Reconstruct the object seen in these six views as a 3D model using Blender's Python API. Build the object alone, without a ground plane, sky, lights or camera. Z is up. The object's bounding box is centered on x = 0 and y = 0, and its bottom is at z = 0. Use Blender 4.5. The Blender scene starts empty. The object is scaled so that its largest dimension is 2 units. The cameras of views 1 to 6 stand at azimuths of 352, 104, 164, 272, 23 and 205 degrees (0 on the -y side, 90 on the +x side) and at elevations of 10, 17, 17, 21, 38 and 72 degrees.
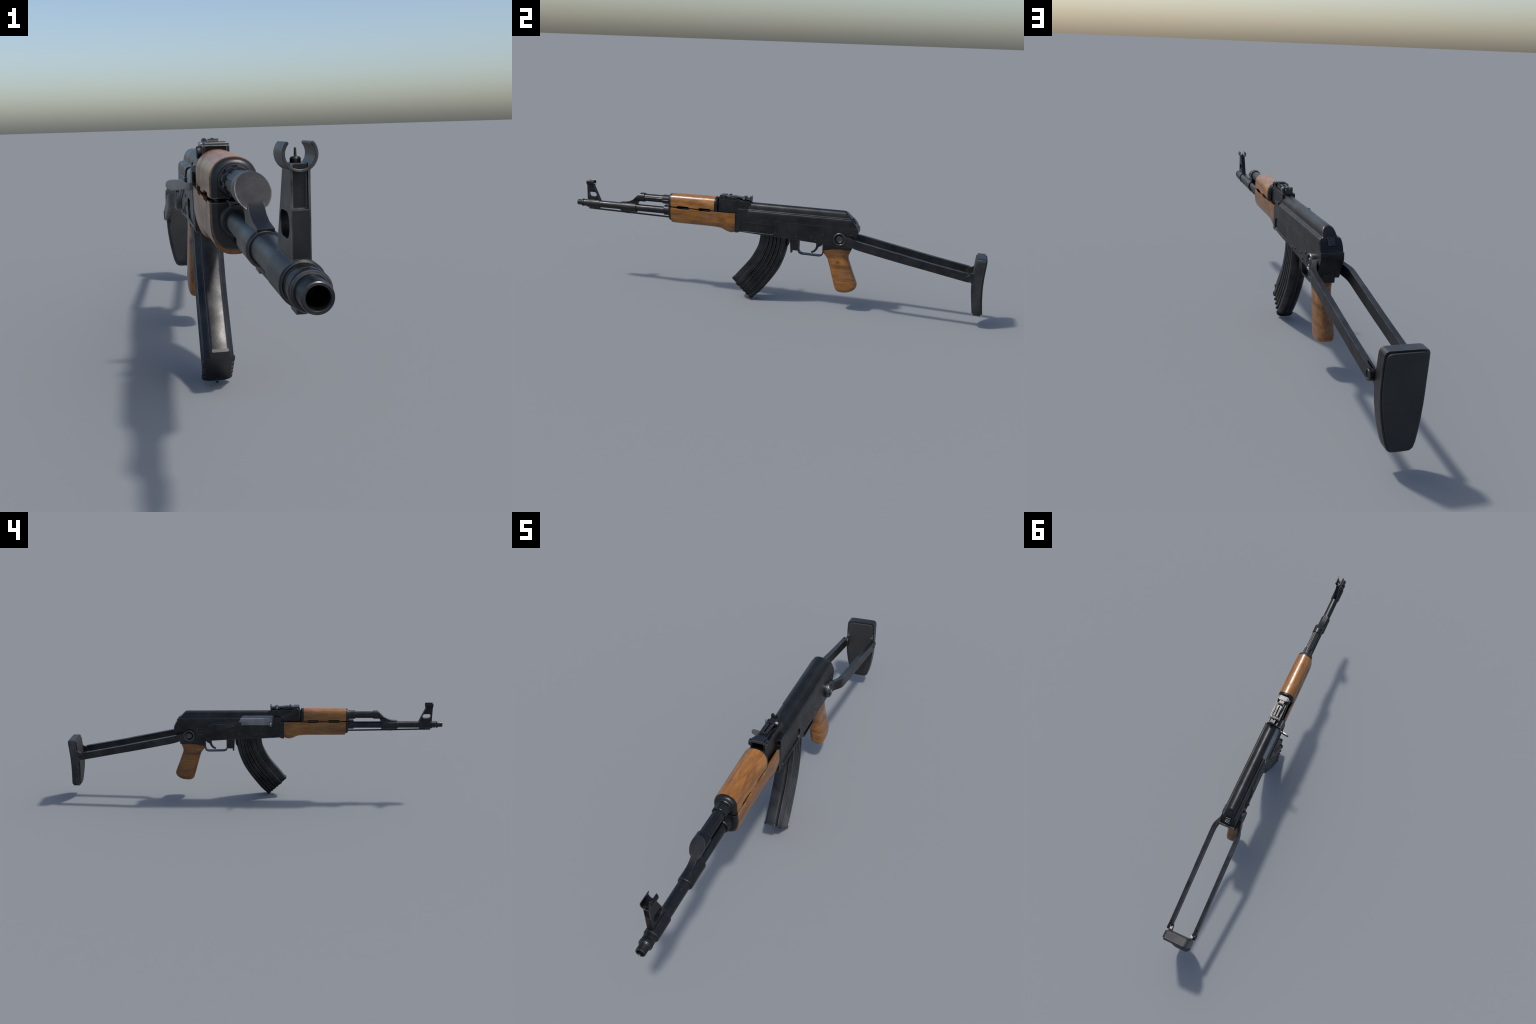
"""Assault rifle with wooden furniture and an extended folding metal stock.
Built in a local frame (x across, y along the gun, muzzle at -y, z up) and
shifted by X_SHIFT so that the bounding box is centred."""
import bpy, bmesh, math
from math import sin, cos, pi, radians
from mathutils import Vector, Matrix

X_SHIFT = 0.0065
SCENE = bpy.context.scene
COLL = SCENE.collection

# ------------------------------------------------------------------ materials
def node_material(name):
    m = bpy.data.materials.new(name)
    m.use_nodes = True
    nt = m.node_tree
    return m, nt, nt.nodes, nt.links, nt.nodes["Principled BSDF"]

def noise(nt, vec, scale, detail=4.0, rough=0.55, distort=0.0):
    n = nt.nodes.new("ShaderNodeTexNoise")
    n.inputs["Scale"].default_value = scale
    n.inputs["Detail"].default_value = detail
    n.inputs["Roughness"].default_value = rough
    n.inputs["Distortion"].default_value = distort
    nt.links.new(vec, n.inputs["Vector"])
    return n.outputs["Fac"]

def mapped(nt, scale=(1, 1, 1), loc=(0, 0, 0)):
    tc = nt.nodes.new("ShaderNodeTexCoord")
    mp = nt.nodes.new("ShaderNodeMapping")
    mp.inputs["Scale"].default_value = scale
    mp.inputs["Location"].default_value = loc
    nt.links.new(tc.outputs["Object"], mp.inputs["Vector"])
    return mp.outputs["Vector"]

def ramp(nt, fac, stops):
    r = nt.nodes.new("ShaderNodeValToRGB")
    el = r.color_ramp.elements
    while len(el) < len(stops):
        el.new(0.5)
    for e, (p, c) in zip(el, stops):
        e.position = p
        e.color = (c[0], c[1], c[2], 1) if hasattr(c, "__len__") else (c, c, c, 1)
    nt.links.new(fac, r.inputs["Fac"])
    return r.outputs["Color"]

def mix(nt, fac, a, b, mode="MIX"):
    m = nt.nodes.new("ShaderNodeMix")
    m.data_type = "RGBA"
    m.blend_type = mode
    for sock, v in ((m.inputs[0], fac), (m.inputs[6], a), (m.inputs[7], b)):
        if hasattr(v, "is_output"):
            nt.links.new(v, sock)
        elif hasattr(v, "__len__"):
            sock.default_value = (v[0], v[1], v[2], 1)
        else:
            sock.default_value = v
    return m.outputs[2]

def maths(nt, op, a, b=0.0, clamp=False):
    m = nt.nodes.new("ShaderNodeMath")
    m.operation = op
    m.use_clamp = clamp
    for sock, v in ((m.inputs[0], a), (m.inputs[1], b)):
        if hasattr(v, "is_output"):
            nt.links.new(v, sock)
        else:
            sock.default_value = v
    return m.outputs[0]

def bump(nt, bsdf, height, strength, dist):
    b = nt.nodes.new("ShaderNodeBump")
    b.inputs["Strength"].default_value = strength
    b.inputs["Distance"].default_value = dist
    nt.links.new(height, b.inputs["Height"])
    nt.links.new(b.outputs["Normal"], bsdf.inputs["Normal"])

def metal_material(name, dark, light, metallic, rough_lo, rough_hi, wear=0.5,
                   wear_col=(0.22, 0.22, 0.225)):
    m, nt, nodes, links, p = node_material(name)
    v = mapped(nt)
    cloud = noise(nt, v, 13.0, 6, 0.62, 0.3)
    col = ramp(nt, cloud, [(0.38, dark), (0.72, light)])
    # rubbed spots and fine scratches where the bluing has worn
    spots = ramp(nt, noise(nt, v, 55.0, 6, 0.65), [(0.62, 0.0), (0.74, 1.0)])
    region = ramp(nt, noise(nt, mapped(nt, loc=(3.1, 1.7, 0.4)), 7.0, 3), [(0.50, 0.0), (0.68, 1.0)])
    scr = ramp(nt, noise(nt, mapped(nt, (60, 12, 160)), 3.0, 3, 0.6), [(0.66, 0.0), (0.72, 1.0)])
    rub = maths(nt, "MULTIPLY", spots, region)
    rub2 = maths(nt, "MULTIPLY", scr, region)
    rubs = maths(nt, "MULTIPLY", maths(nt, "MAXIMUM", rub, rub2), 0.30)
    col = mix(nt, rubs, col, wear_col)
    # rubbed edges, broken up by noise
    if wear > 0:
        bev = nodes.new("ShaderNodeBevel")
        bev.samples = 6
        bev.inputs["Radius"].default_value = 0.0026
        geo = nodes.new("ShaderNodeNewGeometry")
        dot = nodes.new("ShaderNodeVectorMath")
        dot.operation = "DOT_PRODUCT"
        links.new(bev.outputs["Normal"], dot.inputs[0])
        links.new(geo.outputs["Normal"], dot.inputs[1])
        edge = ramp(nt, maths(nt, "SUBTRACT", 1.0, dot.outputs["Value"]), [(0.010, 0.0), (0.110, 1.0)])
        brk = ramp(nt, noise(nt, v, 34.0, 4, 0.6), [(0.38, 0.10), (0.62, 1.0)])
        edge = maths(nt, "MULTIPLY", maths(nt, "MULTIPLY", edge, brk), wear)
        col = mix(nt, edge, col, wear_col)
    links.new(col, p.inputs["Base Color"])
    p.inputs["Metallic"].default_value = metallic
    r = nodes.new("ShaderNodeMapRange")
    links.new(noise(nt, mapped(nt, loc=(7, 2, 5)), 16.0, 5, 0.6), r.inputs["Value"])
    r.inputs["From Min"].default_value = 0.3
    r.inputs["From Max"].default_value = 0.7
    r.inputs["To Min"].default_value = rough_lo
    r.inputs["To Max"].default_value = rough_hi
    links.new(r.outputs["Result"], p.inputs["Roughness"])
    bump(nt, p, noise(nt, v, 220.0, 3, 0.6), 0.06, 0.002)
    return m

def wood_material(name):
    m, nt, nodes, links, p = node_material(name)
    # grain runs along the gun: stretch the pattern in y
    broad = noise(nt, mapped(nt, (1.0, 0.22, 1.0)), 26.0, 4, 0.55, 0.6)
    fine = noise(nt, mapped(nt, (1.0, 0.10, 1.0), (4, 1, 2)), 120.0, 5, 0.65, 0.5)
    fig = maths(nt, "ADD", maths(nt, "MULTIPLY", broad, 0.58), maths(nt, "MULTIPLY", fine, 0.42))
    base = ramp(nt, fig, [(0.34, (0.098, 0.034, 0.008)),
                          (0.46, (0.205, 0.078, 0.0150)),
                          (0.56, (0.300, 0.120, 0.0225)),
                          (0.68, (0.400, 0.176, 0.036))])
    pores = ramp(nt, noise(nt, mapped(nt, (1.0, 0.13, 1.0), (2, 0, 1)), 330.0, 4, 0.6),
                 [(0.56, 0.0), (0.68, 1.0)])
    col = mix(nt, maths(nt, "MULTIPLY", pores, 0.60), base, (0.050, 0.018, 0.007))
    dark = ramp(nt, noise(nt, mapped(nt, (1, 0.35, 1), (5, 5, 5)), 22.0, 5, 0.65, 0.6),
                 [(0.56, 0.0), (0.72, 1.0)])
    col = mix(nt, maths(nt, "MULTIPLY", dark, 0.42), col, (0.070, 0.026, 0.010))
    # hand-worn, duller patches
    worn = ramp(nt, noise(nt, mapped(nt, loc=(9, 3, 7)), 11.0, 4, 0.6), [(0.52, 0.0), (0.74, 1.0)])
    col = mix(nt, maths(nt, "MULTIPLY", worn, 0.45), col, (0.235, 0.135, 0.062))
    # one knot on the grip
    geo = nodes.new("ShaderNodeTexCoord")
    dist = nodes.new("ShaderNodeVectorMath")
    dist.operation = "DISTANCE"
    links.new(geo.outputs["Object"], dist.inputs[0])
    dist.inputs[1].default_value = (0.0310, 0.3340, 0.2330)
    knot = ramp(nt, maths(nt, "MULTIPLY", dist.outputs["Value"], 50.0), [(0.15, 1.0), (0.65, 0.0)])
    col = mix(nt, maths(nt, "MULTIPLY", knot, 0.75), col, (0.060, 0.020, 0.008))
    links.new(col, p.inputs["Base Color"])
    r = nodes.new("ShaderNodeMapRange")
    links.new(worn, r.inputs["Value"])
    r.inputs["To Min"].default_value = 0.28
    r.inputs["To Max"].default_value = 0.46
    links.new(r.outputs["Result"], p.inputs["Roughness"])
    bump(nt, p, pores, 0.12, 0.001)
    return m

METAL = metal_material("blued_steel", (0.027, 0.0275, 0.029), (0.050, 0.0505, 0.0525), 0.90, 0.32, 0.48, 0.75, (0.30, 0.30, 0.30))
METAL_ROUND = metal_material("blued_steel_tube", (0.030, 0.0305, 0.032), (0.054, 0.0545, 0.0565), 0.90, 0.32, 0.47, 0.0)
METAL_COVER = metal_material("blued_steel_cover", (0.027, 0.0275, 0.029), (0.050, 0.0505, 0.0525), 0.90, 0.33, 0.45, 0.30, (0.24, 0.24, 0.24))
METAL_SMUDGE = metal_material("handled_steel", (0.030, 0.0305, 0.032), (0.062, 0.0625, 0.065), 0.90, 0.33, 0.45, 0.75, (0.30, 0.30, 0.30))
METAL_PAD = metal_material("glare_lightened_steel", (0.055, 0.056, 0.058), (0.105, 0.106, 0.108), 0.95, 0.35, 0.46, 0.60, (0.30, 0.30, 0.30))  # base colour lightened for sky and sun glare on the upper faces
METAL_RING = metal_material("highlight_lightened_steel", (0.080, 0.081, 0.084), (0.140, 0.141, 0.145), 0.95, 0.26, 0.38, 0.45)  # raised base paints in the hinge ring's highlight and lifts its shadow side
METAL_MAG = metal_material("magazine_steel", (0.026, 0.0265, 0.028), (0.062, 0.0625, 0.064), 0.90, 0.31, 0.46, 0.55, (0.26, 0.26, 0.26))  # pale end of the base brightened to carry the ribs' sheen
STEEL = metal_material("bare_steel", (0.19, 0.191, 0.195), (0.31, 0.311, 0.316), 0.95, 0.38, 0.50, 0.35, (0.5, 0.5, 0.5))
RUBBER = metal_material("black_rubber", (0.016, 0.016, 0.017), (0.022, 0.022, 0.023), 0.0, 0.55, 0.70, 0.05, (0.05, 0.05, 0.05))
DARK = metal_material("painted_shade_black", (0.006, 0.006, 0.006), (0.009, 0.009, 0.009), 0.0, 0.8, 0.9, 0.0)
WOOD = wood_material("varnished_wood")

# ------------------------------------------------------------------ builders
def new_mesh_object(name, verts, faces):
    me = bpy.data.meshes.new(name)
    me.from_pydata([(v[0] + X_SHIFT, v[1], v[2]) for v in verts], [], faces)
    me.validate()
    bm = bmesh.new()
    bm.from_mesh(me)
    bmesh.ops.remove_doubles(bm, verts=bm.verts, dist=1e-6)
    bmesh.ops.recalc_face_normals(bm, faces=bm.faces)
    bm.to_mesh(me)
    bm.free()
    ob = bpy.data.objects.new(name, me)
    COLL.objects.link(ob)
    return ob

def bake(ob):
    dg = bpy.context.evaluated_depsgraph_get()
    dg.update()
    me = bpy.data.meshes.new_from_object(ob.evaluated_get(dg))
    old = ob.data
    ob.modifiers.clear()
    ob.data = me
    bpy.data.meshes.remove(old)
    return ob

def cut(ob, *cutters, op="DIFFERENCE"):
    for c in cutters:
        md = ob.modifiers.new("b", "BOOLEAN")
        md.operation = op
        md.solver = "EXACT"
        md.object = c
    bake(ob)
    for c in cutters:
        me = c.data
        bpy.data.objects.remove(c)
        bpy.data.meshes.remove(me)
    return ob

def finish(ob, mat, bevel=0.0015, seg=2, angle=32, smooth=38, parent=None, profile=0.6, flat=False):
    if bevel:
        md = ob.modifiers.new("v", "BEVEL")
        md.width = bevel
        md.segments = seg
        md.limit_method = "ANGLE"
        md.angle_limit = radians(angle)
        md.profile = profile
        md.harden_normals = False
        bake(ob)
    me = ob.data
    me.polygons.foreach_set("use_smooth", [True] * len(me.polygons))
    me.set_sharp_from_angle(angle=radians(smooth))
    if flat:
        me.polygons.foreach_set("use_smooth", [False] * len(me.polygons))
    elif bevel:
        md = ob.modifiers.new("w", "WEIGHTED_NORMAL")
        md.keep_sharp = True
        md.weight = 80
        bake(ob)
        me = ob.data
    me.materials.clear()
    me.materials.append(mat)
    me.name = ob.name
    if parent:
        ob.parent = parent
    return ob

def loft(name, rings, cap_start="ngon", cap_end="ngon"):
    """Skin through closed rings of equal size; caps are n-gons or mirrored strips."""
    n = len(rings[0])
    verts = [p for r in rings for p in r]
    faces = []
    for k in range(len(rings) - 1):
        for i in range(n):
            a, b = k*n + i, k*n + (i+1) % n
            faces.append((a, b, b + n, a + n))
    for cap, off in ((cap_start, 0), (cap_end, (len(rings)-1)*n)):
        if cap == "ngon":
            faces.append(tuple(range(off, off + n)))
        elif cap == "strip":            # ring symmetric about x=0: i <-> n-1-i
            h = n // 2
            for i in range(h - 1):
                faces.append((off+i, off+i+1, off+n-2-i, off+n-1-i))
    return new_mesh_object(name, verts, faces)

def prism_x(name, poly, x0, x1):
    """Outline in (y, z), extruded across the gun from x0 to x1."""
    return loft(name, [[(x0, y, z) for y, z in poly], [(x1, y, z) for y, z in poly]])

def prism_y(name, poly, y0, y1):
    return loft(name, [[(x, y0, z) for x, z in poly], [(x, y1, z) for x, z in poly]])

def box(name, x0, x1, y0, y1, z0, z1):
    return prism_x(name, [(y0, z0), (y1, z0), (y1, z1), (y0, z1)], x0, x1)

def lathe_y(name, prof, zc, xc=0.0, n=40, closed=False):
    """Profile of (y, radius) turned about an axis along y."""
    rings = []
    for y, r in prof:
        rings.append([(xc + r*cos(2*pi*i/n), y, zc + r*sin(2*pi*i/n)) for i in range(n)])
    ob_caps = ("none", "none") if closed else ("ngon", "ngon")
    if closed:
        rings.append(rings[0])
    return loft(name, rings, *ob_caps)

def lathe_x(name, prof, yc, zc, side=1, n=40):
    """Profile of (|x|, radius) turned about an axis across the gun."""
    rings = [[(side*x, yc + r*cos(2*pi*i/n), zc + r*sin(2*pi*i/n)) for i in range(n)] for x, r in prof]
    return loft(name, rings)

def lathe_z(name, prof, xc, yc, n=24):
    rings = [[(xc + r*cos(2*pi*i/n), yc + r*sin(2*pi*i/n), z) for i in range(n)] for z, r in prof]
    return loft(name, rings)

def stadium(y0, y1, z0, z1, n=8, tilt=0.0):
    r = (z1 - z0) / 2
    zc = (z0 + z1) / 2
    pts = [(y1 - r + r*cos(a), zc + r*sin(a)) for a in [-pi/2 + pi*i/n for i in range(n+1)]]
    pts += [(y0 + r + r*cos(a), zc + r*sin(a)) for a in [pi/2 + pi*i/n for i in range(n+1)]]
    ym = (y0 + y1) / 2
    return [(y, z + tilt*(y - ym)) for y, z in pts]

def rounded_poly(pts, radii, n=6):
    """Polygon with its corners replaced by arcs (quadratic blends)."""
    out = []
    m = len(pts)
    for i in range(m):
        p, a, b = Vector(pts[i]), Vector(pts[i-1]), Vector(pts[(i+1) % m])
        r = radii[i] if hasattr(radii, "__len__") else radii
        if r <= 0:
            out.append(tuple(p)); continue
        s = p + (a-p).normalized()*min(r, (a-p).length*0.49)
        e = p + (b-p).normalized()*min(r, (b-p).length*0.49)
        for k in range(n+1):
            t = k/n
            out.append(tuple(s*(1-t)**2 + p*2*t*(1-t) + e*t*t))
    return out

def curve_at(pts, t):
    """Catmull-Rom through pts, t in 0..1 (any dimension)."""
    m = len(pts) - 1
    s = min(max(t, 0), 1) * m
    i = min(int(s), m - 1)
    f = s - i
    g = lambda k: Vector(pts[min(max(k, 0), m)])
    p1, p2 = g(i), g(i+1)
    p0 = g(i-1) if i > 0 else p1*2 - p2
    p3 = g(i+2) if i+2 <= m else p2*2 - p1
    return 0.5*((2*p1) + (p2-p0)*f + (2*p0-5*p1+4*p2-p3)*f*f + (3*p1-p0-3*p2+p3)*f**3)

def interp(table, x):
    """Piecewise-linear table of (x, v)."""
    if x <= table[0][0]:
        return table[0][1]
    for (a, va), (b, vb) in zip(table, table[1:]):
        if x <= b:
            return va + (vb-va)*(x-a)/(b-a)
    return table[-1][1]

def smooth_interp(table, x):
    xs = [a for a, _ in table]
    if x <= xs[0]: return table[0][1]
    if x >= xs[-1]: return table[-1][1]
    for i in range(len(xs)-1):
        if x <= xs[i+1]:
            def slope(k):
                k0, k1 = max(k-1, 0), min(k+1, len(xs)-1)
                return (table[k1][1]-table[k0][1])/(xs[k1]-xs[k0])
            h = xs[i+1]-xs[i]
            t = (x-xs[i])/h
            a, b = table[i][1], table[i+1][1]
            return ((2*t**3-3*t**2+1)*a + (t**3-2*t**2+t)*h*slope(i)
                    + (-2*t**3+3*t**2)*b + (t**3-t**2)*h*slope(i+1))

def strap(name, path, half_x, thick, closed=False):
    """Flat strip following a (y, z) path, half_x wide each side."""
    rings = []
    for i, p in enumerate(path):
        a = Vector(path[max(i-1, 0)]); b = Vector(path[min(i+1, len(path)-1)])
        t = (b-a).normalized()
        nrm = Vector((-t.y, t.x))
        h = thick(i/(len(path)-1)) if callable(thick) else thick
        o = Vector(p) + nrm*h/2; q = Vector(p) - nrm*h/2
        rings.append([(-half_x, o.x, o.y), (half_x, o.x, o.y), (half_x, q.x, q.y), (-half_x, q.x, q.y)])
    return loft(name, rings)

def empty(name, parent=None, loc=(0, 0, 0)):
    e = bpy.data.objects.new(name, None)
    e.empty_display_size = 0.05
    e.location = loc
    COLL.objects.link(e)
    if parent:
        e.parent = parent
    return e

RIFLE = empty("assault_rifle")
RIFLE["label"] = "black steel assault rifle with brown wooden handguard and folding stock"
RIFLE["category"] = "rifle"

# ------------------------------------------------------------------ barrel
BZ = 0.396                       # bore axis height
barrel = lathe_y("barrel", [(-0.20, 0.0174), (-0.955, 0.0174)], BZ)
finish(barrel, METAL_ROUND, 0, parent=RIFLE)

# muzzle nut with a real bore
nut = lathe_y("muzzle_nut", [
    (-0.940, 0.0168), (-0.9520, 0.0168), (-0.9525, 0.0150), (-0.9555, 0.0150), (-0.9560, 0.0172), (-0.9620, 0.0172), (-0.9630, 0.0146),
    (-0.9665, 0.0146), (-0.9672, 0.0174), (-0.9685, 0.0183), (-0.9748, 0.0183), (-0.9766, 0.0173),
    (-0.9772, 0.0150), (-0.9800, 0.0137), (-0.9970, 0.0138), (-0.9992, 0.0132), (-1.0, 0.0122),
    (-1.0, 0.0104), (-0.9990, 0.0096), (-0.9970, 0.0092), (-0.940, 0.0092)], BZ, closed=True)
finish(nut, METAL, 0, smooth=30, parent=RIFLE)
bore = lathe_y("bore", [(-0.945, 0.0096), (-0.9551, 0.0096)], BZ)
finish(bore, DARK, 0, parent=nut)

# cleaning rod under the barrel
rod = lathe_y("cleaning_rod", [(-0.930, 0.0030), (-0.927, 0.0041), (-0.49, 0.0041)], 0.0, n=14)
for v in rod.data.vertices:
    v.co.z += 0.3704 + (v.co.y + 0.93)*(-0.0145)
finish(rod, METAL_ROUND, 0, parent=RIFLE)

# ------------------------------------------------------------------ front sight
FZ = 0.3955
fs = lathe_y("front_sight", [(-0.879, 0.0190), (-0.8805, 0.0208), (-0.9455, 0.0208), (-0.9475, 0.0188)], FZ, n=32)
def post_half(z):
    return 0.0086 if z < 0.46 else 0.0078
post_poly = [(-0.9435, 0.398), (-0.9435, 0.495), (-0.9120, 0.495), (-0.9090, 0.489), (-0.8755, 0.413), (-0.877, 0.398)]
post = prism_x("post", post_poly, -0.0085, 0.0085)
hole = prism_x("c", stadium(-0.9365, -0.8935, 0.4310, 0.4545, 8), -0.03, 0.03)
front_recess = box("c", -0.0065, 0.0065, -0.960, -0.9385, 0.4575, 0.52)
rear_groove = prism_x("c", [(-0.9005, 0.485), (-0.8665, 0.405), (-0.84, 0.405), (-0.84, 0.485)], -0.0048, 0.0048)
for v in rear_groove.data.vertices:
    v.co.y -= 0.006
cut(post, hole, front_recess, rear_groove)
lug = prism_x("lug", [(-0.942, 0.385), (-0.938, 0.3675), (-0.916, 0.3675), (-0.908, 0.385)], -0.0045, 0.0045)
cut(fs, post, lug, op="UNION")
finish(fs, METAL, 0.0010, 2, parent=RIFLE)

# C-shaped sight guard, open at the top
EZ, ERO, ERI = 0.5025, 0.0152, 0.0124
a0, a1 = radians(90+46), radians(450-46)
ear_rings = []
for i in range(37):
    a = a0 + (a1-a0)*i/36
    c, s = cos(a), sin(a)
    ear_rings.append([(ERI*c, -0.9445, EZ+ERI*s), (ERI*c, -0.9055, EZ+ERI*s),
                      (ERO*c, -0.9055, EZ+ERO*s), (ERO*c, -0.9445, EZ+ERO*s)])
ear = loft("sight_guard_ring", ear_rings)
finish(ear, METAL, 0.0007, 1, parent=fs)
pin = lathe_z("sight_pin", [(0.480, 0.0045), (0.4985, 0.0047), (0.4998, 0.0036), (0.5003, 0.0012), (0.5070, 0.0010), (0.5074, 0.0007)], 0, -0.924)
finish(pin, METAL, 0, parent=fs)

# ------------------------------------------------------------------ gas block and gas tube
GZ = 0.4510
gb = lathe_y("gas_block", [(-0.680, 0.0207), (-0.6815, 0.0222), (-0.7605, 0.0222), (-0.765, 0.0200)], 0.3945, n=36)
head = lathe_y("head", [(-0.634, 0.0203), (-0.6355, 0.0217), (-0.645, 0.0219), (-0.72, 0.0224)], GZ, n=36)
# the head is planed off by the sloping front face
slope_cut = prism_x("c", [(-0.6480, 0.480), (-0.7035, 0.4275), (-0.73, 0.421), (-0.80, 0.421), (-0.80, 0.52), (-0.6480, 0.52)], -0.05, 0.05)
neck = loft("neck", [
    [(-0.0100, y, z) for y, z in ((-0.664, 0.440), (-0.682, 0.400), (-0.760, 0.400), (-0.7645, 0.4172), (-0.730, 0.4212), (-0.7120, 0.4275), (-0.690, 0.4400))],
    [(0.0100, y, z) for y, z in ((-0.664, 0.440), (-0.682, 0.400), (-0.760, 0.400), (-0.7645, 0.4172), (-0.730, 0.4212), (-0.7120, 0.4275), (-0.690, 0.4400))]])
head_bottom = prism_x("c", [(-0.673, 0.30), (-0.673, 0.4265), (-0.70, 0.418), (-0.78, 0.395), (-0.78, 0.30)], -0.05, 0.05)
cut(head, slope_cut, head_bottom)
gblug = prism_x("lug", [(-0.742, 0.380), (-0.740, 0.3635), (-0.712, 0.3635), (-0.708, 0.380)], -0.0045, 0.0045)
cut(gb, head, neck, gblug, op="UNION")
finish(gb, METAL, 0.0012, 2, angle=35, parent=RIFLE)

# fluted gas tube
n = 60
def flute(i, r, depth):
    k = (i * 10.0 / n) % 1.0
    return r - (depth if 0.36 < k < 0.64 else 0.0)
rings = [[(flute(i, 0.0180, 0.0011)*cos(2*pi*i/n), y, GZ + flute(i, 0.0180, 0.0011)*sin(2*pi*i/n)) for i in range(n)]
         for y in (-0.642, -0.530)]
tube = loft("gas_tube", rings)
finish(tube, METAL_ROUND, 0, smooth=25, parent=RIFLE)
n = 64
def castle(i, r, depth):
    k = (i * 8.0 / n) % 1.0
    return r - (depth if k < 0.375 else 0.0)
rings = [[(castle(i, r, d)*cos(2*pi*i/n), y, GZ + castle(i, r, d)*sin(2*pi*i/n)) for i in range(n)]
         for y, r, d in ((-0.540, 0.0208, 0.0020), (-0.5385, 0.0221, 0.0026), (-0.505, 0.0221, 0.0026), (-0.495, 0.0221, 0.0026))]
collar = loft("gas_tube_collar", rings)
finish(collar, METAL_ROUND, 0, smooth=25, parent=tube)

# ------------------------------------------------------------------ handguard
W_UP = [(-0.489, 0.0352), (-0.38, 0.0372), (-0.268, 0.0385)]
T_UP = [(-0.489, 0.4850), (-0.268, 0.4890)]
W_LO = [(-0.489, 0.0358), (-0.38, 0.0378), (-0.28, 0.0385), (-0.20, 0.0382), (-0.164, 0.0376)]
B_LO = [(-0.489, 0.3425), (-0.470, 0.3412), (-0.300, 0.3412), (-0.262, 0.3400), (-0.236, 0.3365),
        (-0.212, 0.3255), (-0.193, 0.3205), (-0.178, 0.3225), (-0.164, 0.3290)]
Z_SPLIT_UP, Z_SPLIT_LO = 0.4264, 0.4202

def arch(w, top, y, zb=Z_SPLIT_UP, n=22, e=2.15, inset=0.0):
    """Upper half section: flat bottom, upright sides, round top (symmetric ring)."""
    w -= inset; top -= inset
    zc = top - min(w*0.98, top - zb - 0.001)
    pts = [(w, y, zb)]
    for i in range(n+1):
        a = pi*i/n
        c, s = cos(a), sin(a)
        pts.append((w*math.copysign(abs(c)**(2/e), c), y, zc + (top-zc)*abs(s)**(2/e)))
    pts.append((-w, y, zb))
    return pts

def trough(w, bot, y, zt=Z_SPLIT_LO, n=22, e=2.5, inset=0.0):
    w -= inset; bot += inset
    zc = 0.394
    pts = [(w, y, zt)]
    for i in range(n+1):
        a = pi*i/n
        c, s = cos(a), sin(a)
        pts.append((w*math.copysign(abs(c)**(2/e), c), y, zc - (zc-bot)*abs(s)**(2/e)))
    pts.append((-w, y, zt))
    return pts

ys = [-0.489 + (0.221)*i/12 for i in range(13)]
upper = loft("handguard", [arch(smooth_interp(W_UP, y), interp(T_UP, y), y) for y in ys])
ys = [-0.489 + (0.325)*i/34 for i in range(35)]
lower = loft("handguard", [trough(smooth_interp(W_LO, y), smooth_interp(B_LO, y), y) for y in ys])
WALL = 0.0038
def bore_of(fn, y0, y1):
    return loft("c", [fn(y0), fn(y1)])
cut(upper, bore_of(lambda y: arch(smooth_interp(W_UP, y)-WALL, interp(T_UP, y)-WALL, y, zb=0.40), -0.4895, -0.2675))
cut(lower, bore_of(lambda y: trough(0.0356-WALL, 0.3470+WALL, y, zt=0.44), -0.4895, -0.1635))
def vent_cutters():
    out = []
    for y0, y1 in ((-0.3475, -0.2850), (-0.4580, -0.3935)):
        for s in (-1, 1):
            out.append(prism_x("c", stadium(y0, y1, 0.4165, 0.4315, 8), s*0.0200, s*0.06))
    return out
cut(upper, *vent_cutters())
cut(lower, *vent_cutters())
finish(upper, WOOD, 0.0022, 3, angle=40, smooth=50, parent=RIFLE)
finish(lower, WOOD, 0.0022, 3, angle=40, smooth=50, parent=RIFLE)
# thin liners coloured near-black to paint the interior shade behind the vents
def shell(name, fn, y0, y1, t):
    """Open channel of thickness t: outer and inner section joined into one ring."""
    rings = []
    for y in (y0, y1):
        outer = fn(y, 0.0)
        inner = fn(y, t)
        rings.append(outer + list(reversed(inner)))
    ob = loft(name, rings)
    return cut(ob, *vent_cutters())
up_liner = shell("painted_shade_liner", lambda y, i: arch(smooth_interp(W_UP, y)-WALL-0.0002-i, interp(T_UP, y)-WALL-0.0002-i, y), -0.4885, -0.2685, 0.0012)
finish(up_liner, DARK, 0, parent=upper)
lo_liner = shell("painted_shade_liner", lambda y, i: trough(0.0356-WALL-0.0002-i, 0.3470+WALL+i, y), -0.4885, -0.1650, 0.0012)
finish(lo_liner, DARK, 0, parent=lower)
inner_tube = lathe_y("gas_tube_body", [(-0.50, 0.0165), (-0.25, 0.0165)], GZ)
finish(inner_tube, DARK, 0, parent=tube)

def capped(name, fn, ys_insets):
    return loft(name, [fn(y, i) for y, i in ys_insets])
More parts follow.
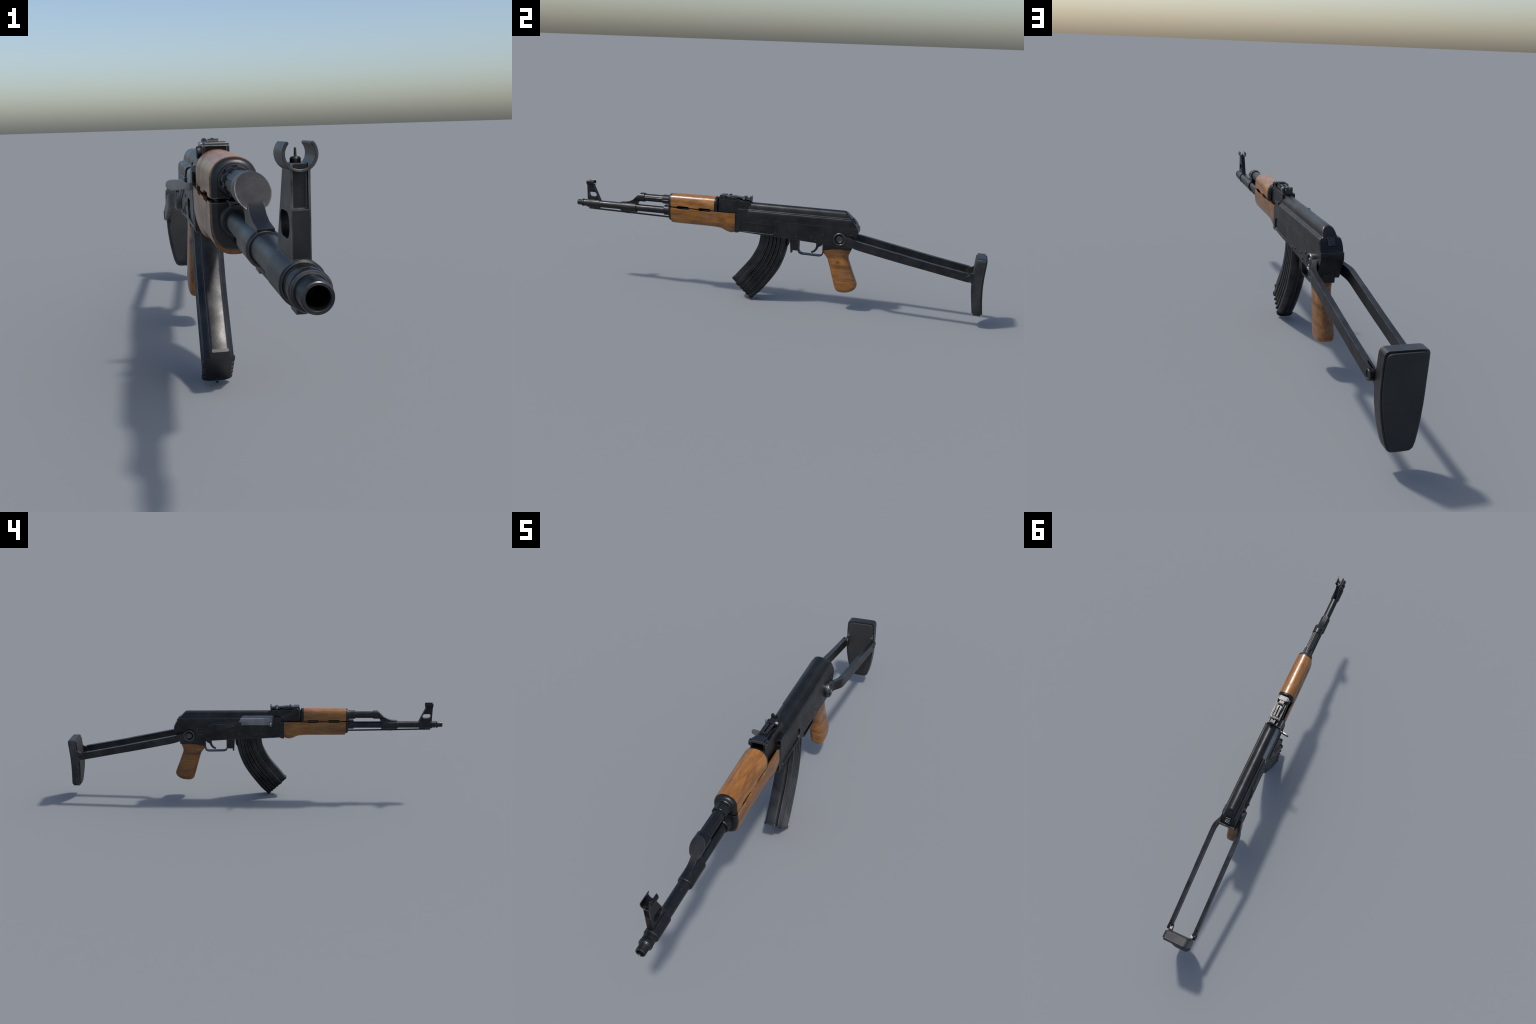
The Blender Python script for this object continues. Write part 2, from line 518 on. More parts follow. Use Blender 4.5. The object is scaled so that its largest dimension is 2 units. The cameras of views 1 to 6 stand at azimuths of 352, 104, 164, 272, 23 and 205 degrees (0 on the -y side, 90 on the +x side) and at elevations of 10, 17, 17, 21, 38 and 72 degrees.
# front caps: rounded metal ferrules, one per half
up_cap = capped("handguard_cap", lambda y, i: arch(0.0345, 0.4838, y, inset=i),
                [(-0.486, 0.0), (-0.4945, 0.0), (-0.4985, 0.0012), (-0.5020, 0.0040), (-0.5035, 0.0080), (-0.5038, 0.0100)])
finish(up_cap, METAL, 0.0008, 2, parent=upper)
lo_cap = capped("handguard_cap", lambda y, i: trough(0.0346, 0.3505, y, inset=i, zt=0.4205),
                [(-0.486, 0.0), (-0.4945, 0.0), (-0.4990, 0.0010), (-0.5020, 0.0035), (-0.5035, 0.0070), (-0.5038, 0.0090)])
finish(lo_cap, METAL, 0.0008, 2, parent=lower)
cap_ring = lathe_y("cap_ring", [(-0.500, 0.0250), (-0.5050, 0.0248), (-0.5075, 0.0232), (-0.5075, 0.0200)], GZ, n=40)
finish(cap_ring, METAL, 0, parent=up_cap)
# seat of the barrel in the lower cap, with a key on top
seat = lathe_y("barrel_collar", [(-0.498, 0.0238), (-0.5315, 0.0238), (-0.5335, 0.0222), (-0.534, 0.0150)], 0.3975, n=36)
key = prism_y("key", [(-0.0115, 0.405), (0.0115, 0.405), (0.0115, 0.4240), (-0.0115, 0.4240)], -0.531, -0.495)
cut(seat, key, op="UNION")
finish(seat, METAL, 0.0010, 2, parent=RIFLE)
# rear ferrule of the upper half
re_cap = capped("handguard_cap", lambda y, i: arch(0.0378, 0.4870, y, zb=0.4225, inset=i),
                [(-0.270, 0.0), (-0.2620, 0.0), (-0.2570, 0.0012), (-0.2535, 0.0042), (-0.2515, 0.0090), (-0.2510, 0.0120)])
finish(re_cap, METAL, 0.0008, 2, parent=upper)

# ------------------------------------------------------------------ rear sight
RSW = 0.0243
rs_poly = rounded_poly(
    [(-0.2470, 0.405), (-0.2470, 0.4985), (-0.2240, 0.4985), (-0.2140, 0.4835), (-0.1700, 0.4820),
     (-0.0970, 0.4805), (-0.0970, 0.4560), (-0.104, 0.4560), (-0.104, 0.405)],
    [0, 0.007, 0.002, 0.006, 0, 0.002, 0, 0, 0], 5)
rs = prism_x("rear_sight", rs_poly, -RSW, RSW)
hollow = box("c", -0.0185, 0.0185, -0.26, -0.2330, 0.4560, 0.4945)
side_hole = lathe_x("c", [(0.0205, 0.0082), (0.05, 0.0082)], -0.2330, 0.4860, 1, 28)
top_slot = prism_x("c", [(-0.222, 0.52), (-0.222, 0.487), (-0.206, 0.4765), (-0.09, 0.4725), (-0.09, 0.52)], -0.0185, 0.0185)
dome_clear = prism_y("c", [(0.0245*cos(pi*i/20), 0.4475 + 0.0275*sin(pi*i/20)) for i in range(21)], -0.1040, -0.08)
cut(rs, hollow, side_hole, top_slot, dome_clear)
finish(rs, METAL, 0.0008, 1, parent=RIFLE, flat=True)
gap = box("sight_block_collar", -0.0222, 0.0222, -0.2560, -0.2440, 0.4190, 0.4710)
finish(gap, METAL_ROUND, 0.002, 2, parent=rs)
# front crosspiece of the sight
bar = prism_x("sight_crossbar", rounded_poly([(-0.2460, 0.4930), (-0.2460, 0.5012), (-0.2185, 0.5018), (-0.2175, 0.4940)], [0, 0.004, 0.002, 0], 4), -0.0190, 0.0190)
finish(bar, METAL_PAD, 0.0008, 2, parent=rs)
# cheek rails carrying the leaf
for s in (-1, 1):
    rail = prism_x("leaf_rail", rounded_poly([(-0.218, 0.472), (-0.213, 0.492), (-0.206, 0.4955), (-0.180, 0.4945), (-0.155, 0.4870), (-0.122, 0.4770), (-0.122, 0.470)],
                                             [0, 0.003, 0.004, 0.006, 0.006, 0.003, 0], 3), s*0.0125, s*0.0165)
    finish(rail, METAL, 0.0006, 1, parent=rs)
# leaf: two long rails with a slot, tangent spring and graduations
leaf = prism_x("sight_leaf", [(-0.218, 0.4925), (-0.218, 0.4990), (-0.176, 0.5005), (-0.165, 0.4985), (-0.097, 0.4955), (-0.097, 0.4890), (-0.165, 0.4915)], -0.0115, 0.0115)
slot = prism_x("c", [(-0.188, 0.48), (-0.112, 0.48), (-0.112, 0.52), (-0.188, 0.52)], -0.0026, 0.0026)
teeth = []
for k in range(9):
    y = -0.160 + k*0.0042
    for s in (-1, 1):
        teeth.append(box("c", s*0.0104, s*0.02, y, y+0.0018, 0.48, 0.52))
cut(leaf, slot, *teeth)
finish(leaf, METAL_PAD, 0.0005, 1, parent=rs)
loop = strap("leaf_pivot", [(-0.1985 + 0.0042*cos(2*pi*i/14), 0.5010 + 0.0042*sin(2*pi*i/14)) for i in range(15)], 0.0100, 0.0022)
finish(loop, METAL, 0, parent=leaf)
slider = prism_x("sight_slider", rounded_poly([(-0.135, 0.4845), (-0.135, 0.4995), (-0.129, 0.5015), (-0.118, 0.5010), (-0.116, 0.4845)], 0.002, 3), -0.0135, 0.0135)
s_slot = box("c", -0.0040, 0.0040, -0.14, -0.10, 0.501, 0.52)
cut(slider, s_slot)
finish(slider, METAL, 0.0008, 2, parent=leaf)
for s in (-1, 1):
    knob = lathe_x("slider_knob", [(0.012, 0.0060), (0.0190, 0.0062), (0.0212, 0.0052), (0.0215, 0.0035)], -0.1265, 0.4940, s, 20)
    finish(knob, STEEL, 0, parent=leaf)
# notch plate
np_out = []
for s in (1, -1):
    seq = [(0.0130, 0.4830), (0.0132, 0.5010), (0.0125, 0.5050), (0.0095, 0.5068), (0.0060, 0.5066), (0.0030, 0.5040), (0.0008, 0.5000)]
    np_out += [(s*x, z) for x, z in (seq if s > 0 else reversed(seq))]
notch = prism_y("notch_plate", np_out, -0.0990, -0.0925)
finish(notch, METAL_PAD, 0.0012, 2, parent=leaf)
foot = box("leaf_foot", -0.009, 0.009, -0.104, -0.0935, 0.472, 0.486)
finish(foot, METAL, 0.001, parent=leaf)
# gas tube locking lever on the right side
lv = prism_x("locking_lever", rounded_poly([(-0.2215, 0.4935), (-0.2400, 0.4920), (-0.2430, 0.4800), (-0.2340, 0.4710), (-0.1585, 0.4385), (-0.1500, 0.4540), (-0.2100, 0.4815)],
                                           [0.008, 0.008, 0.008, 0.006, 0.002, 0.002, 0.01], 5), -0.0235, -0.0290)
lvh = lathe_x("h", [(0.0240, 0.0112), (0.0315, 0.0112), (0.0335, 0.0098)], -0.2315, 0.4835, -1, 28)
lvt = lathe_x("h", [(0.0240, 0.0055), (0.0305, 0.0055)], -0.1570, 0.4480, -1, 16)
cut(lv, lvh, lvt, op="UNION")
finish(lv, METAL_SMUDGE, 0.0008, 2, parent=rs)

# ------------------------------------------------------------------ receiver
RW = 0.0382
recv_poly = [(-0.1490, 0.3370), (-0.0400, 0.3312), (0.1000, 0.3265), (0.1500, 0.3235), (0.2600, 0.3170), (0.3860, 0.3105),
             (0.4085, 0.3540), (0.4205, 0.3810), (0.4180, 0.4030),
             (-0.1030, 0.4030), (-0.1030, 0.4460), (-0.1480, 0.4460)]
recv = prism_x("receiver", recv_poly, -RW, RW)
cuts = []
for s in (-1, 1):
    # stamped recess above the magazine well
    cuts.append(prism_x("c", stadium(-0.1420, 0.0360, 0.3385, 0.3825, 10, -0.012), s*(RW-0.0045), s*0.06))
    # shoulder pocket at the front, and channel beside the rear sight
    cuts.append(box("c", s*0.0255, s*0.0345, -0.16, -0.1230, 0.4245, 0.4405))
    cuts.append(box("c", s*0.0245, s*0.0300, -0.16, -0.10, 0.4425, 0.46))
cut(recv, *cuts)
finish(recv, METAL, 0.0022, 3, angle=40, parent=RIFLE)
trunnion = box("receiver_collar", -0.0372, 0.0372, -0.1655, -0.1440, 0.3325, 0.4205)
finish(trunnion, METAL, 0.0012, 2, parent=recv)
lip = box("collar_lip", -0.0355, 0.0355, -0.1655, -0.1500, 0.3295, 0.3340)
finish(lip, METAL, 0.0025, 2, parent=recv)

rivet_proto = None
def rivet(x, y, z, r=0.0045):
    global rivet_proto
    s = 1 if x > 0 else -1
    if rivet_proto is None:
        ob = lathe_x("rivet", [(-0.003, 0.0045), (0.0010, 0.0045), (0.0017, 0.0040), (0.0021, 0.0026), (0.0022, 0.0010)], 0, 0, 1, 16)
        for v in ob.data.vertices:
            v.co.x -= X_SHIFT
        finish(ob, METAL, 0)
        rivet_proto = ob
    else:
        ob = rivet_proto.copy()
        COLL.objects.link(ob)
    ob.location = (x + X_SHIFT, y, z - 0.0015)
    ob.rotation_euler = (0, 0, 0 if s > 0 else pi)
    ob.scale = (1, 1.2*r/0.0045, 1.2*r/0.0045)
    ob.parent = recv
for y, z, r in ((0.108, 0.334, 0.0045), (0.139, 0.340, 0.0045), (0.229, 0.331, 0.0048), (0.209, 0.346, 0.0038),
                (0.263, 0.361, 0.0045), (0.392, 0.371, 0.0048)):
    rivet(RW, y, z, r)
for y, z, r in ((0.230, 0.331, 0.0045), (0.188, 0.335, 0.0045), (0.144, 0.347, 0.0045), (0.113, 0.340, 0.0045),
                (0.087, 0.362, 0.0040), (0.080, 0.381, 0.0032)):
    rivet(-RW, y, z, r)

# ------------------------------------------------------------------ receiver cover
COVER_HALF = [(0.0386, 0.4035), (0.0385, 0.4200), (0.0382, 0.4310), (0.0375, 0.4360), (0.0363, 0.4397), (0.0346, 0.4418), (0.0325, 0.4427), (0.0300, 0.4430),
              (0.0278, 0.4435), (0.0260, 0.4446), (0.0248, 0.4466), (0.0242, 0.4495), (0.0238, 0.4532), (0.0228, 0.4580), (0.0208, 0.4636), (0.0172, 0.4690),
              (0.0122, 0.4728), (0.0064, 0.4750), (0.0018, 0.4756)]
COVER_END = [(0.4035, 0.4140), (0.4200, 0.4065), (0.4400, 0.3900), (0.4600, 0.3705), (0.4720, 0.3590), (0.4756, 0.3548)]
def cover_section(frac, y0=-0.1030, inset=0.0):
    half = [(x - (inset if x > 0.004 else 0), z - inset*(z-0.4035)/0.072) for x, z in COVER_HALF]
    ring = half + [(-x, z) for x, z in reversed(half)]
    return [(x, y0 + frac*(interp(COVER_END, z) - y0), z) for x, z in ring]
cover = loft("receiver_cover", [cover_section(f) for f in (0, 0.25, 0.5, 0.75, 0.985)]
             + [cover_section(0.993, inset=0.0008), cover_section(0.998, inset=0.0020), cover_section(1.0, inset=0.0034)], "strip", "strip")
port = prism_x("c", rounded_poly([(0.0590, 0.380), (0.0630, 0.4040), (0.0770, 0.4210), (0.0570, 0.4540), (-0.13, 0.4540), (-0.13, 0.380)],
                                 [0, 0.003, 0.004, 0.012, 0, 0], 5), -0.08, -0.0170)
cut(cover, port)
finish(cover, METAL_COVER, 0.0016, 3, angle=42, smooth=45, parent=RIFLE)
latch = loft("latch_button", [[(x, y, z) for x, y, z in ((-0.0112, 0.3890, 0.4440), (0.0112, 0.3890, 0.4440), (0.0112, 0.4020, 0.4220), (-0.0112, 0.4020, 0.4220))],
                              [(x, y, z) for x, y, z in ((-0.0112, 0.3925, 0.4455), (0.0112, 0.3925, 0.4455), (0.0112, 0.4085, 0.4240), (-0.0112, 0.4085, 0.4240))]])
grooves = []
for k in range(3):
    t = (k+0.7)/3.4
    y, z = 0.3925 + 0.016*t, 0.4455 - 0.0215*t
    grooves.append(prism_x("c", [(y-0.0006, z-0.0015), (y+0.002, z-0.0040), (y+0.004, z-0.001), (y+0.0015, z+0.002)], -0.02, 0.02))
cut(latch, *grooves)
finish(latch, METAL_PAD, 0.0006, 1, parent=cover)

# ------------------------------------------------------------------ bolt carrier and charging handle
car_sec = [(-0.0150, 0.4045), (-0.0362, 0.4045), (-0.0360, 0.4200), (-0.0350, 0.4320), (-0.0335, 0.4370), (-0.0305, 0.4400),
           (-0.0265, 0.4412), (-0.0236, 0.4430), (-0.0222, 0.4460), (-0.0217, 0.4515), (-0.0205, 0.4560), (-0.0150, 0.4560)]
carrier = prism_y("bolt_carrier", car_sec, -0.1030, 0.0800)
finish(carrier, STEEL, 0.0006, 1, angle=50, smooth=45, parent=RIFLE)
front_wall = prism_x("port_wall", [(-0.1050, 0.4030), (-0.1050, 0.4550), (-0.1085, 0.4550), (-0.1085, 0.4030)], -0.0368, -0.0225)
finish(front_wall, STEEL, 0.0008, 1, parent=carrier)
# handle: flat paddle with rounded end, sweeping rearwards toward its tip
hs = [(-0.030, -0.1000, 0.0070), (-0.040, -0.1015, 0.0070), (-0.048, -0.1005, 0.0072), (-0.0535, -0.0990, 0.0088), (-0.0580, -0.0978, 0.0102),
      (-0.066, -0.0965, 0.0104), (-0.0750, -0.0950, 0.0104), (-0.0800, -0.0938, 0.0094), (-0.0846, -0.0930, 0.0068), (-0.0865, -0.0926, 0.0022)]
rings = []
for x, y, h in hs:
    zc = 0.4142 if x > -0.05 else 0.4178
    rings.append([(x, y - 0.0030, zc - h), (x, y + 0.0030, zc - h), (x, y + 0.0030, zc + h), (x, y - 0.0030, zc + h)])
handle = loft("charging_handle", rings)
finish(handle, STEEL, 0.0014, 2, angle=50, parent=carrier)

# ------------------------------------------------------------------ safety lever (right side)
arc = [(0.2800 + 0.0210*cos(a), 0.3740 + 0.0210*sin(a)) for a in [radians(-100 + 190*i/14) for i in range(15)]]
lever_poly = arc + [(0.2460, 0.3945), (0.2190, 0.4215), (0.0615, 0.4215), (0.0612, 0.4075), (0.0750, 0.4045)]
safety = prism_x("safety_lever", lever_poly, -0.0375, -0.0415)
arc2 = [(0.2800 + 0.0180*cos(a), 0.3740 + 0.0180*sin(a)) for a in [radians(-100 + 190*i/14) for i in range(15)]]
panel = prism_x("p", arc2 + [(0.2440, 0.3905), (0.2185, 0.4150), (0.1050, 0.4075), (0.1010, 0.3990)], -0.0400, -0.0455)
ring_cut = lathe_x("c", [(0.0415, 0.0115), (0.06, 0.0115)], 0.2800, 0.3740, -1, 28)
cut(safety, panel, op="UNION")
cut(safety, ring_cut)
finish(safety, METAL_SMUDGE, 0.0010, 1, parent=RIFLE, flat=True)
spin = lathe_x("safety_pin", [(0.040, 0.0085), (0.0455, 0.0085), (0.0470, 0.0060), (0.0475, 0.0035), (0.0520, 0.0032), (0.0525, 0.0020)], 0.2800, 0.3740, -1, 24)
finish(spin, METAL, 0, parent=safety)
rivet(-0.0415, 0.0860, 0.4105, 0.0036)

# ------------------------------------------------------------------ trigger group
def bend(corners, radii, n=6):
    pts = rounded_poly(corners, radii, n)
    return pts
gpath = bend([(0.1415, 0.330), (0.1415, 0.2520), (0.2595, 0.2510), (0.2595, 0.325)], [0, 0.022, 0.022, 0], 8)
guard = strap("trigger_guard", gpath, 0.0125, 0.0056)
finish(guard, METAL, 0.0008, 1, parent=RIFLE)
tpts = [(0.2385, 0.318), (0.2365, 0.3060), (0.2305, 0.2940), (0.2265, 0.2830), (0.2165, 0.2700), (0.2030, 0.2635)]
tpath = [tuple(curve_at(tpts, i/20)) for i in range(21)]
trigger = strap("trigger", tpath, 0.0065, lambda t: interp([(0, 0.040), (0.2, 0.032), (0.32, 0.017), (0.42, 0.0115), (0.8, 0.0095), (1, 0.0075)], t))
finish(trigger, METAL, 0.0018, 2, parent=RIFLE)
block = prism_x("magazine_catch_block", rounded_poly([(0.1100, 0.330), (0.1120, 0.2660), (0.1395, 0.2660), (0.1400, 0.330)], [0, 0.002, 0.002, 0], 3), -0.0120, 0.0120)
finish(block, METAL, 0.0010, 2, parent=RIFLE)
for s in (-1,):
    bp = lathe_x("catch_pin", [(0.010, 0.0048), (0.0132, 0.0046), (0.0140, 0.0030)], 0.1200, 0.2860, s, 16)
    finish(bp, METAL, 0, parent=block)
paddle = prism_x("magazine_catch", rounded_poly([(0.0985, 0.330), (0.1045, 0.2515), (0.1120, 0.2515), (0.1130, 0.330)], [0, 0.002, 0.003, 0], 3), -0.0085, 0.0085)
finish(paddle, METAL, 0.0012, 2, parent=block)
tongue = prism_x("magazine_catch_tongue", rounded_poly([(0.0760, 0.330), (0.0800, 0.2810), (0.0900, 0.2810), (0.0965, 0.2960), (0.0975, 0.330)], [0, 0.002, 0.005, 0.004, 0], 4), -0.0110, 0.0110)
finish(tongue, METAL, 0.0012, 2, parent=block)

# ------------------------------------------------------------------ magazine
M_REAR = [(0.089, 0.345), (0.088, 0.312), (0.0862, 0.28), (0.0742, 0.229), (0.0527, 0.174), (0.0247, 0.127), (-0.0093, 0.08), (-0.0418, 0.0395), (-0.0763, 0.0065)]
M_FRONT = [(-0.042, 0.35), (-0.043, 0.325), (-0.0505, 0.28), (-0.0685, 0.24), (-0.0885, 0.205), (-0.114, 0.172), (-0.138, 0.1435), (-0.158, 0.1185), (-0.1738, 0.0958)]
MW, MN = 0.0300, 0.0185           # half widths: wide body, narrow front
def mag_half(u):
    """Half width at u (0 rear spine .. 1 front)."""
    if u < 0.10:
        t = u/0.10
        return 0.0105 + (MW-0.0105)*math.sqrt(max(0.0, 1-(1-t)**2))
    if u < 0.752:
        w = MW
        for c in (0.195, 0.330, 0.462, 0.600):
            d = abs(u-c)
            if d < 0.048:
                w -= 0.0072*(1.0 if d < 0.022 else 0.5 + 0.5*cos(pi*(d-0.022)/0.026))
        return w
    if u < 0.800:
        return MW + (MN-MW)*((u-0.752)/0.055)
    if u < 0.965:
        return MN
    t = (u-0.965)/0.035
    return MN - 0.0050*(1-math.sqrt(max(0.0, 1-t*t)))
US = [0, 0.004, 0.012, 0.03, 0.055, 0.08, 0.10, 0.125]
for c in (0.195, 0.330, 0.462, 0.600):
    US += [c-0.048, c-0.039, c-0.031, c-0.022, c+0.022, c+0.031, c+0.039, c+0.048]
US += [0.725, 0.752, 0.772, 0.800, 0.88, 0.965, 0.985, 0.995, 1.0]
US = sorted(set(US))
def mag_ring(t, grow=0.0, u_pad=0.0):
    r, f = curve_at(M_REAR, t), curve_at(M_FRONT, t)
    d = (f-r).normalized()
    r2, f2 = r - d*u_pad, f + d*u_pad
    right = []
    for u in US:
        p = r2 + (f2-r2)*u
        right.append((mag_half(u)+grow, p.x, p.y))
    return right + [(-x, y, z) for x, y, z in reversed(right)]
mag = loft("magazine", [mag_ring(i/40) for i in range(41)], "strip", "strip")
finish(mag, METAL_MAG, 0, smooth=28, parent=RIFLE)
# spine seam and front seam
sp = []
for i in range(31):
    r = curve_at(M_REAR, 0.06 + 0.94*i/30)
    r1 = curve_at(M_REAR, 0.06 + 0.94*i/30 + 0.001); r0 = curve_at(M_REAR, 0.06 + 0.94*i/30 - 0.001)
    t = (r1-r0).normalized(); nn = Vector((-t.y, t.x))
    if nn.x < 0: nn = -nn
    sp.append([(-0.0028, r.x - nn.x*0.004, r.y - nn.y*0.004), (0.0028, r.x - nn.x*0.004, r.y - nn.y*0.004),
               (0.0016, r.x + nn.x*0.0022, r.y + nn.y*0.0022), (-0.0016, r.x + nn.x*0.0022, r.y + nn.y*0.0022)])
spine = loft("magazine_spine", sp)
finish(spine, METAL_MAG, 0.0006, 1, parent=mag)
# floor plate
end_r, end_f = Vector(M_REAR[-1]), Vector(M_FRONT[-1])
ed = (end_f-end_r).normalized()
en = Vector((ed.y, -ed.x))
if en.y > 0: en = -en
def floor_ring(off, grow):
    pts = mag_ring(1.0, grow, 0.0038)
    return [(x, y + en.x*off, z + en.y*off) for x, y, z in pts]
floor = loft("floor_plate", [floor_ring(-0.0040, 0.0012), floor_ring(-0.0035, 0.0020), floor_ring(0.0015, 0.0020), floor_ring(0.0030, 0.0008)], "strip", "strip")
finish(floor, METAL_ROUND, 0, smooth=8, parent=mag)
nb = end_r + ed*0.006
nub = loft("floor_catch", [[(x, nb.x + ed.x*a + en.x*o, nb.y + ed.y*a + en.y*o) for x, a in ((-0.0026, -0.0045), (0.0026, -0.0045), (0.0026, 0.0045), (-0.0026, 0.0045))]
                           for o in (-0.003, 0.0112)])
finish(nub, METAL_MAG, 0.0006, 1, parent=mag)

# ------------------------------------------------------------------ pistol grip
gcap = loft("grip_ferrule", [
    [(sx*0.0215, y, z) for sx, y, z in ((-1, 0.2580, 0.325), (1, 0.2580, 0.325), (1, 0.3950, 0.325), (-1, 0.3950, 0.325))],
    [(sx*0.0222, y, z) for sx, y, z in ((-1, 0.2600, 0.2845), (1, 0.2600, 0.2845), (1, 0.3925, 0.2955), (-1, 0.3925, 0.2955))]])
finish(gcap, METAL, 0.0030, 3, parent=RIFLE)
GRIP = [  # front y,z  rear y,z  half width
    (0.2595, 0.2900, 0.3920, 0.2985, 0.0226),
    (0.2600, 0.2790, 0.3880, 0.2860, 0.0231),
    (0.2625, 0.2680, 0.3830, 0.2740, 0.0238),
    (0.2710, 0.2570, 0.3800, 0.2630, 0.0244),
    (0.2810, 0.2440, 0.3805, 0.2510, 0.0251),
    (0.2870, 0.2280, 0.3850, 0.2370, 0.0256),
    (0.2940, 0.2050, 0.3930, 0.2160, 0.0264),
    (0.3030, 0.1740, 0.4035, 0.1880, 0.0275),
    (0.3150, 0.1340, 0.4205, 0.1470, 0.0288),
    (0.3225, 0.1090, 0.4265, 0.1260, 0.0288),
    (0.3285, 0.0965, 0.4190, 0.1075, 0.0266),
    (0.3400, 0.0885, 0.4000, 0.0945, 0.0215),
    (0.3550, 0.0845, 0.3820, 0.0865, 0.0110)]
def grip_ring(t, n=44, e=3.3):
    v = [curve_at([g[i:i+2] for g in GRIP], t) for i in (0, 2)]
    w = curve_at([(g[4], 0) for g in GRIP], t).x
    c = (v[0]+v[1])/2; h = (v[1]-v[0])/2
    ring = []
    for i in range(n):
        a = 2*pi*(i+0.5)/n + pi/2
        ca, sa = cos(a), sin(a)
        lx = w*math.copysign(abs(ca)**(2/e), ca)
        lh = math.copysign(abs(sa)**(2/e), sa)
        p = c + h*lh
        ring.append((lx, p.x, p.y))
    return ring
grip = loft("pistol_grip", [grip_ring(i/60) for i in range(61)])
finish(grip, WOOD, 0, smooth=60, parent=RIFLE)

# ------------------------------------------------------------------ folding stock
stock = empty("folding_stock", RIFLE)
STOCK_X = 0.0013                  # the arms sit a hair to the left
HY, HZ = 0.3400, 0.3508           # front hinge
PY, PZ = 0.9240, 0.2402           # rear hinge at the shoulder plate
for s in (-1, 1):
    boss = lathe_x("hinge_boss", [(0.034, 0.0308), (0.0455, 0.0308), (0.0488, 0.0304), (0.0512, 0.0292), (0.0525, 0.0274), (0.0526, 0.0256), (0.0516, 0.0239),
                                  (0.0496, 0.0227), (0.0468, 0.0221), (0.0440, 0.0216), (0.0440, 0.0158), (0.0488, 0.0154), (0.0507, 0.0146),
                                  (0.0513, 0.0131), (0.0506, 0.0115), (0.0486, 0.0105), (0.0480, 0.0030)], HY, HZ, s, 56)
    finish(boss, METAL_RING, 0, smooth=40, parent=stock)
    recess = lathe_x("hinge_dark_disc", [(0.0360, 0.0214), (0.0446, 0.0214)], HY, HZ, s, 40)  # black disc set on the floor between ring and hub
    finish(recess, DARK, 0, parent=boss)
    # arm: rectangular bar, cranked outwards behind the hinge
    plan = [(0.3500, 0.0435, 0.0110, 0.0245), (0.3620, 0.0438, 0.0112, 0.0225), (0.3730, 0.0446, 0.0122, 0.0203), (0.3830, 0.0465, 0.0138, 0.0198), (0.3930, 0.0498, 0.0155, 0.0196),
            (0.4030, 0.0537, 0.0168, 0.0195), (0.4130, 0.0572, 0.0178, 0.0195), (0.4240, 0.0600, 0.0183, 0.0195), (0.4360, 0.0614, 0.0184, 0.0195),
            (0.4500, 0.0620, 0.0184, 0.0195), (0.5600, 0.0620, 0.0184, 0.0195), (0.6600, 0.0618, 0.0182, 0.0193), (0.6900, 0.0617, 0.0180, 0.0187), (0.7800, 0.0616, 0.0178, 0.0186), (0.8800, 0.0615, 0.0176, 0.0190),
            (0.9100, 0.0615, 0.0174, 0.0190)]
    slope = (PZ-HZ)/(PY-HY)
    rings = []
    for y, x, th, hh in plan:
        zc = HZ + slope*(y-HY) - 0.0020*sin(pi*min(max((y-0.36)/0.60, 0), 1))
        rings.append([(s*(x-th/2), y - slope*(-hh)*0.0, zc-hh), (s*(x+th/2), y, zc-hh), (s*(x+th/2), y, zc+hh), (s*(x-th/2), y, zc+hh)])
    # rounded end round the rear hinge
    for k in range(1, 9):
        a = k/8*pi/2
        y = 0.9190 + 0.0190*sin(a) * 0.90
        hh = max(0.0190*cos(a), 0.0035)
        zc = HZ + slope*(y-HY)
        rings.append([(s*0.0528, y, zc-hh), (s*0.0700, y, zc-hh), (s*0.0700, y, zc+hh), (s*0.0528, y, zc+hh)])
    arm = loft("stock_arm", rings)
    for v in arm.data.vertices:
        v.co.x += STOCK_X * min(max((v.co.y-0.38)/0.04, 0), 1)
    fork = box("c", s*0.0600, s*0.0650, 0.8950, 0.95, 0.2500, 0.30)
    cut(arm, fork)
    finish(arm, METAL_SMUDGE, 0.0016, 2, angle=45, parent=stock)
    hp = lathe_x("hinge_pin", [(0.050, 0.0150), (0.0705, 0.0150), (0.0722, 0.0138), (0.0722, 0.0112), (0.0690, 0.0104), (0.0660, 0.0102), (0.0655, 0.0030)], PY, PZ, s, 32)
    for v in hp.data.vertices:
        v.co.x += STOCK_X
    finish(hp, METAL, 0, smooth=30, parent=stock)

